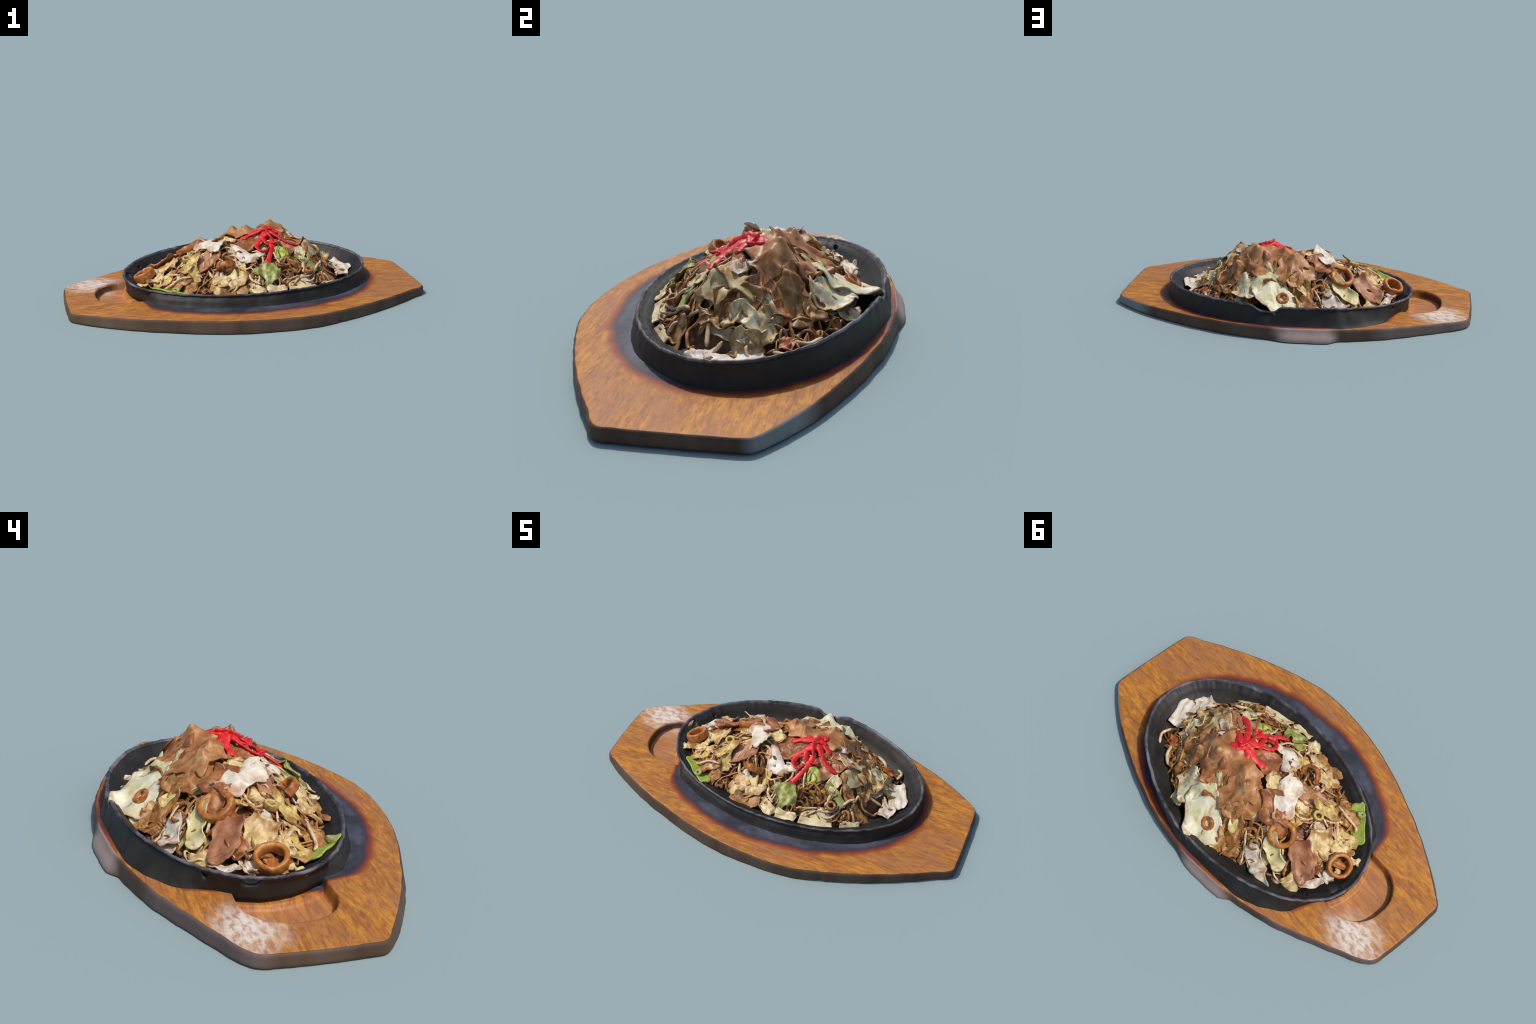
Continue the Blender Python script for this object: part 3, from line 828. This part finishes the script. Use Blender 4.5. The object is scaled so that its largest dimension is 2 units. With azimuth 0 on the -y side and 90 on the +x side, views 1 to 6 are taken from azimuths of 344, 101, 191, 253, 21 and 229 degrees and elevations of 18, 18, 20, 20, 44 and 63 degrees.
    cab(CABBAGE, 0.45, 0.02, 0.06, 0.04, 70, lift=0.004, ripple=0.014, tilt=(0.01, -0.010))
    cab(CABBAGE, 0.475, 0.15, 0.06, 0.04, 130, lift=0.006, ripple=0.014, tilt=(0.012, 0.008))
    cab(TAN, 0.36, 0.19, 0.07, 0.04, 120, lift=0.002, ripple=0.014)
    cab(CABBAGE, 0.53, 0.11, 0.05, 0.03, 100, lift=0.0, ripple=0.012, tilt=(0, 0.014))
    cab(TAN, 0.34, 0.26, 0.06, 0.045, 140, lift=0.0, ripple=0.014)
    # --- random smaller shreds filling the heap
    keep = [CABBAGE, TAN, TAN, YELLOW, TAN, CABBAGE, GREEN, WHITE]
    made = 0
    while made < 55:
        x, y = RNG.uniform(-0.6, 0.52), RNG.uniform(-0.32, 0.44)
        if inside_pan(x, y, 0.10) > 1 or heap(x, y) < 0.100:
            continue
        if ((x - 0.09) / 0.21) ** 2 + ((y - 0.14) / 0.13) ** 2 < 1:
            continue
        if on_hero(x, y, 0.75):
            continue
        s = RNG.uniform(0.03, 0.055)
        dark_zone = y < -0.08 and (0.10 < x < 0.48 or -0.46 < x < -0.2)
        mat = (NOODLE_DARK, TAN, TAN, NOODLE_DARK, YELLOW)[int(RNG.integers(5))] if dark_zone else keep[int(RNG.integers(len(keep)))]
        cab(mat, x, y, s, s * RNG.uniform(0.4, 0.8), RNG.uniform(0, 360), lift=RNG.uniform(-0.024, 0.004),
            tilt=(RNG.uniform(-0.02, 0.02), RNG.uniform(-0.016, 0.016)), ripple=RNG.uniform(0.006, 0.011), cup=RNG.uniform(-0.02, 0.006), ragged=0.25, rings=10, n=36, hero=False)
        made += 1
    # --- strips of cabbage standing on edge, curled between the leaves
    made = 0
    while made < 50:
        x, y = RNG.uniform(-0.56, 0.5), RNG.uniform(-0.30, 0.40)
        if inside_pan(x, y, 0.12) > 1 or heap(x, y) < 0.100:
            continue
        if ((x - 0.09) / 0.20) ** 2 + ((y - 0.14) / 0.12) ** 2 < 1:
            continue
        if on_hero(x, y, 0.9):
            continue
        a, turn, pts = RNG.uniform(0, 2 * math.pi), RNG.normal(0, 0.45), []
        for i in range(int(RNG.integers(4, 8))):
            pts.append((x, y, RNG.uniform(-0.012, 0.010)))
            a += turn + RNG.normal(0, 0.3)
            x, y = x + 0.025 * math.cos(a), y + 0.025 * math.sin(a)
            if inside_pan(x, y, 0.085) > 1:
                break
        if len(pts) < 4:
            continue
        mat = [TAN, TAN, NOODLE, CABBAGE, NOODLE_DARK, YELLOW, NOODLE_DARK][int(RNG.integers(7))]
        strand("cabbage_strip", mat, on_heap(pts, -0.008), RNG.uniform(0.012, 0.020), P, flat=0.2, lean=RNG.uniform(20, 100), ends=0.6, k=6, sides=10)
        made += 1

    # --- squid rings
    squid_ring("squid_ring", RING, -0.289, 0.176, 0.226, 0.068, 0.020, 0.0135, (-26, -20), 0, P, seed=1)
    squid_ring("squid_ring", RING, -0.556, 0.052, 0.140, 0.062, 0.024, 0.0105, (-14, -24), 10, P, seed=4)
    squid_ring("squid_ring", RING, -0.140, -0.128, 0.214, 0.054, 0.018, 0.009, (42, 0), 8, P, arc=250, seed=7).rotation_euler[2] = math.radians(170)
    squid_ring("squid_ring", TAN, 0.312, -0.192, 0.182, 0.026, 0.012, 0.007, (20, 10), 0, P, seed=9)
    squid_ring("squid_ring", TAN, -0.225, 0.295, 0.165, 0.028, 0.012, 0.008, (-24, -14), 0, P, seed=12)
    squid_ring("squid_ring", YELLOW, -0.331, -0.009, 0.236, 0.028, 0.012, 0.007, (12, -10), 0, P, seed=15)
    squid_ring("squid_ring", RING, 0.00, 0.395, 0.168, 0.034, 0.010, 0.009, (-40, 0), 0, P, seed=18)
    squid_ring("squid_ring", LEEK, -0.43, -0.205, 0.130, 0.022, 0.010, 0.009, (20, 0), 0, P, seed=21)

    # --- noodles: hand-placed look comes from where the tangles show
    zones = [((0.10, 0.46), (-0.27, -0.10), 44), ((0.30, 0.53), (0.14, 0.36), 36), ((-0.45, -0.20), (-0.26, -0.08), 24), ((-0.20, 0.10), (-0.30, -0.15), 16),
             ((-0.26, -0.08), (0.22, 0.40), 14), ((-0.40, -0.24), (-0.05, 0.12), 8), ((-0.5, -0.3), (0.05, 0.3), 8)]
    for (x0, x1), (y0, y1), count in zones:
        for _ in range(count):
            x, y = RNG.uniform(x0, x1), RNG.uniform(y0, y1)
            a = RNG.uniform(0, 2 * math.pi)
            turn = RNG.normal(0, 0.5)
            L, pts = int(RNG.integers(5, 10)), []
            for i in range(L):
                pts.append((x, y, RNG.uniform(-0.022, 0.010)))
                a += turn + RNG.normal(0, 0.35)
                nx, ny = x + 0.026 * math.cos(a), y + 0.026 * math.sin(a)
                if inside_pan(nx, ny, 0.085) > 1:
                    a += 2.2
                    nx, ny = x + 0.02 * math.cos(a), y + 0.02 * math.sin(a)
                    if inside_pan(nx, ny, 0.08) > 1:
                        break
                x, y = nx, ny
            if len(pts) < 4 or (on_hero(pts[2][0], pts[2][1], 0.8) and RNG.random() < 0.8):
                continue
            strand("noodle", NOODLE_DARK if RNG.random() < 0.4 else NOODLE, on_heap(pts, 0.004), RNG.uniform(0.005, 0.010), P, flat=RNG.uniform(0.3, 0.8), lean=RNG.uniform(0, 90), k=5)

    # --- long loose noodles woven over and between the leaves
    made = 0
    while made < 64:
        x, y = RNG.uniform(-0.54, 0.48), RNG.uniform(-0.29, 0.38)
        if inside_pan(x, y, 0.10) > 1 or heap(x, y) < 0.10 or ((x - 0.08) / 0.19) ** 2 + ((y - 0.15) / 0.12) ** 2 < 1:
            continue
        a, turn, pts = RNG.uniform(0, 2 * math.pi), RNG.normal(0, 0.28), []
        for i in range(int(RNG.integers(7, 13))):
            pts.append((x, y, 0.010 * math.sin(i * 1.7 + x * 40) - 0.004))
            turn = 0.7 * turn + RNG.normal(0, 0.3)
            a += turn
            x, y = x + 0.028 * math.cos(a), y + 0.028 * math.sin(a)
            if inside_pan(x, y, 0.08) > 1 or ((x - 0.08) / 0.18) ** 2 + ((y - 0.15) / 0.11) ** 2 < 1:
                break
        if len(pts) < 5:
            continue
        strand("noodle", (NOODLE, NOODLE, SPROUT, NOODLE_DARK)[int(RNG.integers(4))], on_heap(pts, 0.012), RNG.uniform(0.004, 0.0065), P, flat=RNG.uniform(0.6, 1.0), k=5)
        made += 1

    # --- bean sprouts and pale stalks
    for pts, r in (([(-0.231, -0.106), (-0.217, -0.147), (-0.173, -0.187), (-0.113, -0.203), (-0.039, -0.216)], 0.008),
                   ([(-0.028, -0.198), (-0.018, -0.229), (0.02, -0.262)], 0.008),
                   ([(-0.336, -0.138, 0.02), (-0.396, -0.133, 0.02), (-0.455, -0.141, 0.008), (-0.476, -0.127)], 0.007),
                   ([(-0.368, -0.093), (-0.415, -0.061), (-0.453, -0.023)], 0.008),
                   ([(-0.062, -0.198), (-0.126, -0.206), (-0.181, -0.199), (-0.208, -0.146)], 0.009),
                   ([(0.529, 0.033, 0.01), (0.555, 0.01), (0.582, -0.013)], 0.007),
                   ([(0.447, -0.03), (0.49, -0.025), (0.533, -0.019)], 0.008),
                   ([(0.411, -0.107, 0.02), (0.385, -0.125, 0.008), (0.361, -0.157)], 0.008),
                   ([(0.291, -0.15, 0.006), (0.288, -0.17), (0.281, -0.196)], 0.009),
                   ([(0.135, -0.105), (0.140, -0.14), (0.152, -0.17)], 0.006),
                   ([(-0.30, -0.02), (-0.325, -0.05), (-0.30, -0.10), (-0.27, -0.13)], 0.008),
                   ([(-0.305, 0.205, 0.02), (-0.33, 0.21, 0.016), (-0.35, 0.225, 0.004)], 0.006),
                   ([(0.55, 0.20, 0.01), (0.56, 0.25, 0.012), (0.53, 0.29)], 0.008),
                   ([(0.47, 0.25), (0.45, 0.30), (0.40, 0.335)], 0.009)):
        strand("bean_sprout", SPROUT, on_heap(pts, 0.014), r, P, flat=0.85)

    # --- red pickled ginger on the crown: (path, half width, lean of the flat side)
    for pts, r, lean in (([(0.150, -0.010, 0.012), (0.140, -0.060, 0.006), (0.111, -0.117), (0.086, -0.162), (0.062, -0.180)], 0.015, 20),
                         ([(0.138, 0.051, 0.022), (0.187, -0.01, 0.008), (0.235, -0.046, 0.004), (0.290, -0.064, 0.008)], 0.015, 10),
                         ([(0.128, 0.057, 0.022), (0.057, 0.060, 0.012), (-0.008, 0.042, 0.006)], 0.016, 0),
                         ([(0.124, 0.056, 0.012), (0.099, 0.001, 0.010), (0.060, -0.044, 0.008), (0.058, -0.075, 0.004), (0.087, -0.097, 0.008), (0.118, -0.078, 0.012)], 0.014, 30),
                         ([(0.148, 0.062, 0.022), (0.197, 0.032, 0.010), (0.224, 0.014, 0.004)], 0.013, 0),
                         ([(0.120, 0.050, 0.022), (0.145, 0.090, 0.012), (0.184, 0.089, 0.006)], 0.016, 0),
                         ([(0.130, 0.020, 0.016), (0.095, 0.060, 0.016), (0.070, 0.100, 0.004)], 0.015, 0),
                         ([(0.165, 0.030, 0.014), (0.120, 0.010, 0.018), (0.080, -0.010, 0.012)], 0.016, 20),
                         ([(0.130, -0.055, 0.010), (0.160, -0.062, 0.012), (0.185, -0.045, 0.004)], 0.013, 40),
                         ([(0.150, 0.085, 0.010), (0.132, 0.046, 0.026), (0.135, 0.005, 0.018), (0.15, -0.03, 0.01)], 0.017, 50),
                         ([(0.070, 0.045, 0.012), (0.11, 0.045, 0.024), (0.16, 0.055, 0.016), (0.19, 0.06, 0.006)], 0.015, 20),
                         ([(0.10, 0.02, 0.014), (0.105, -0.03, 0.010), (0.125, -0.07, 0.008)], 0.015, 10)):
        strand("ginger_strip", GINGER, on_heap(pts, 0.014), r * 1.15, P, flat=0.36, ends=0.3, bumps=0.22, lean=lean)


# --------------------------------------------------------------------- main
tray = empty("wooden_tray", "long wooden serving board with scorched oval and finger scoop", "serving board")
build_board(tray)
plate = empty("iron_plate", "black oval cast iron hot plate with raised rim", "iron plate")
build_pan(plate)
dish = empty("fried_noodle_dish", "heap of brown fried noodles with cabbage, meat, squid and red ginger", "noodle dish")
build_food(dish)
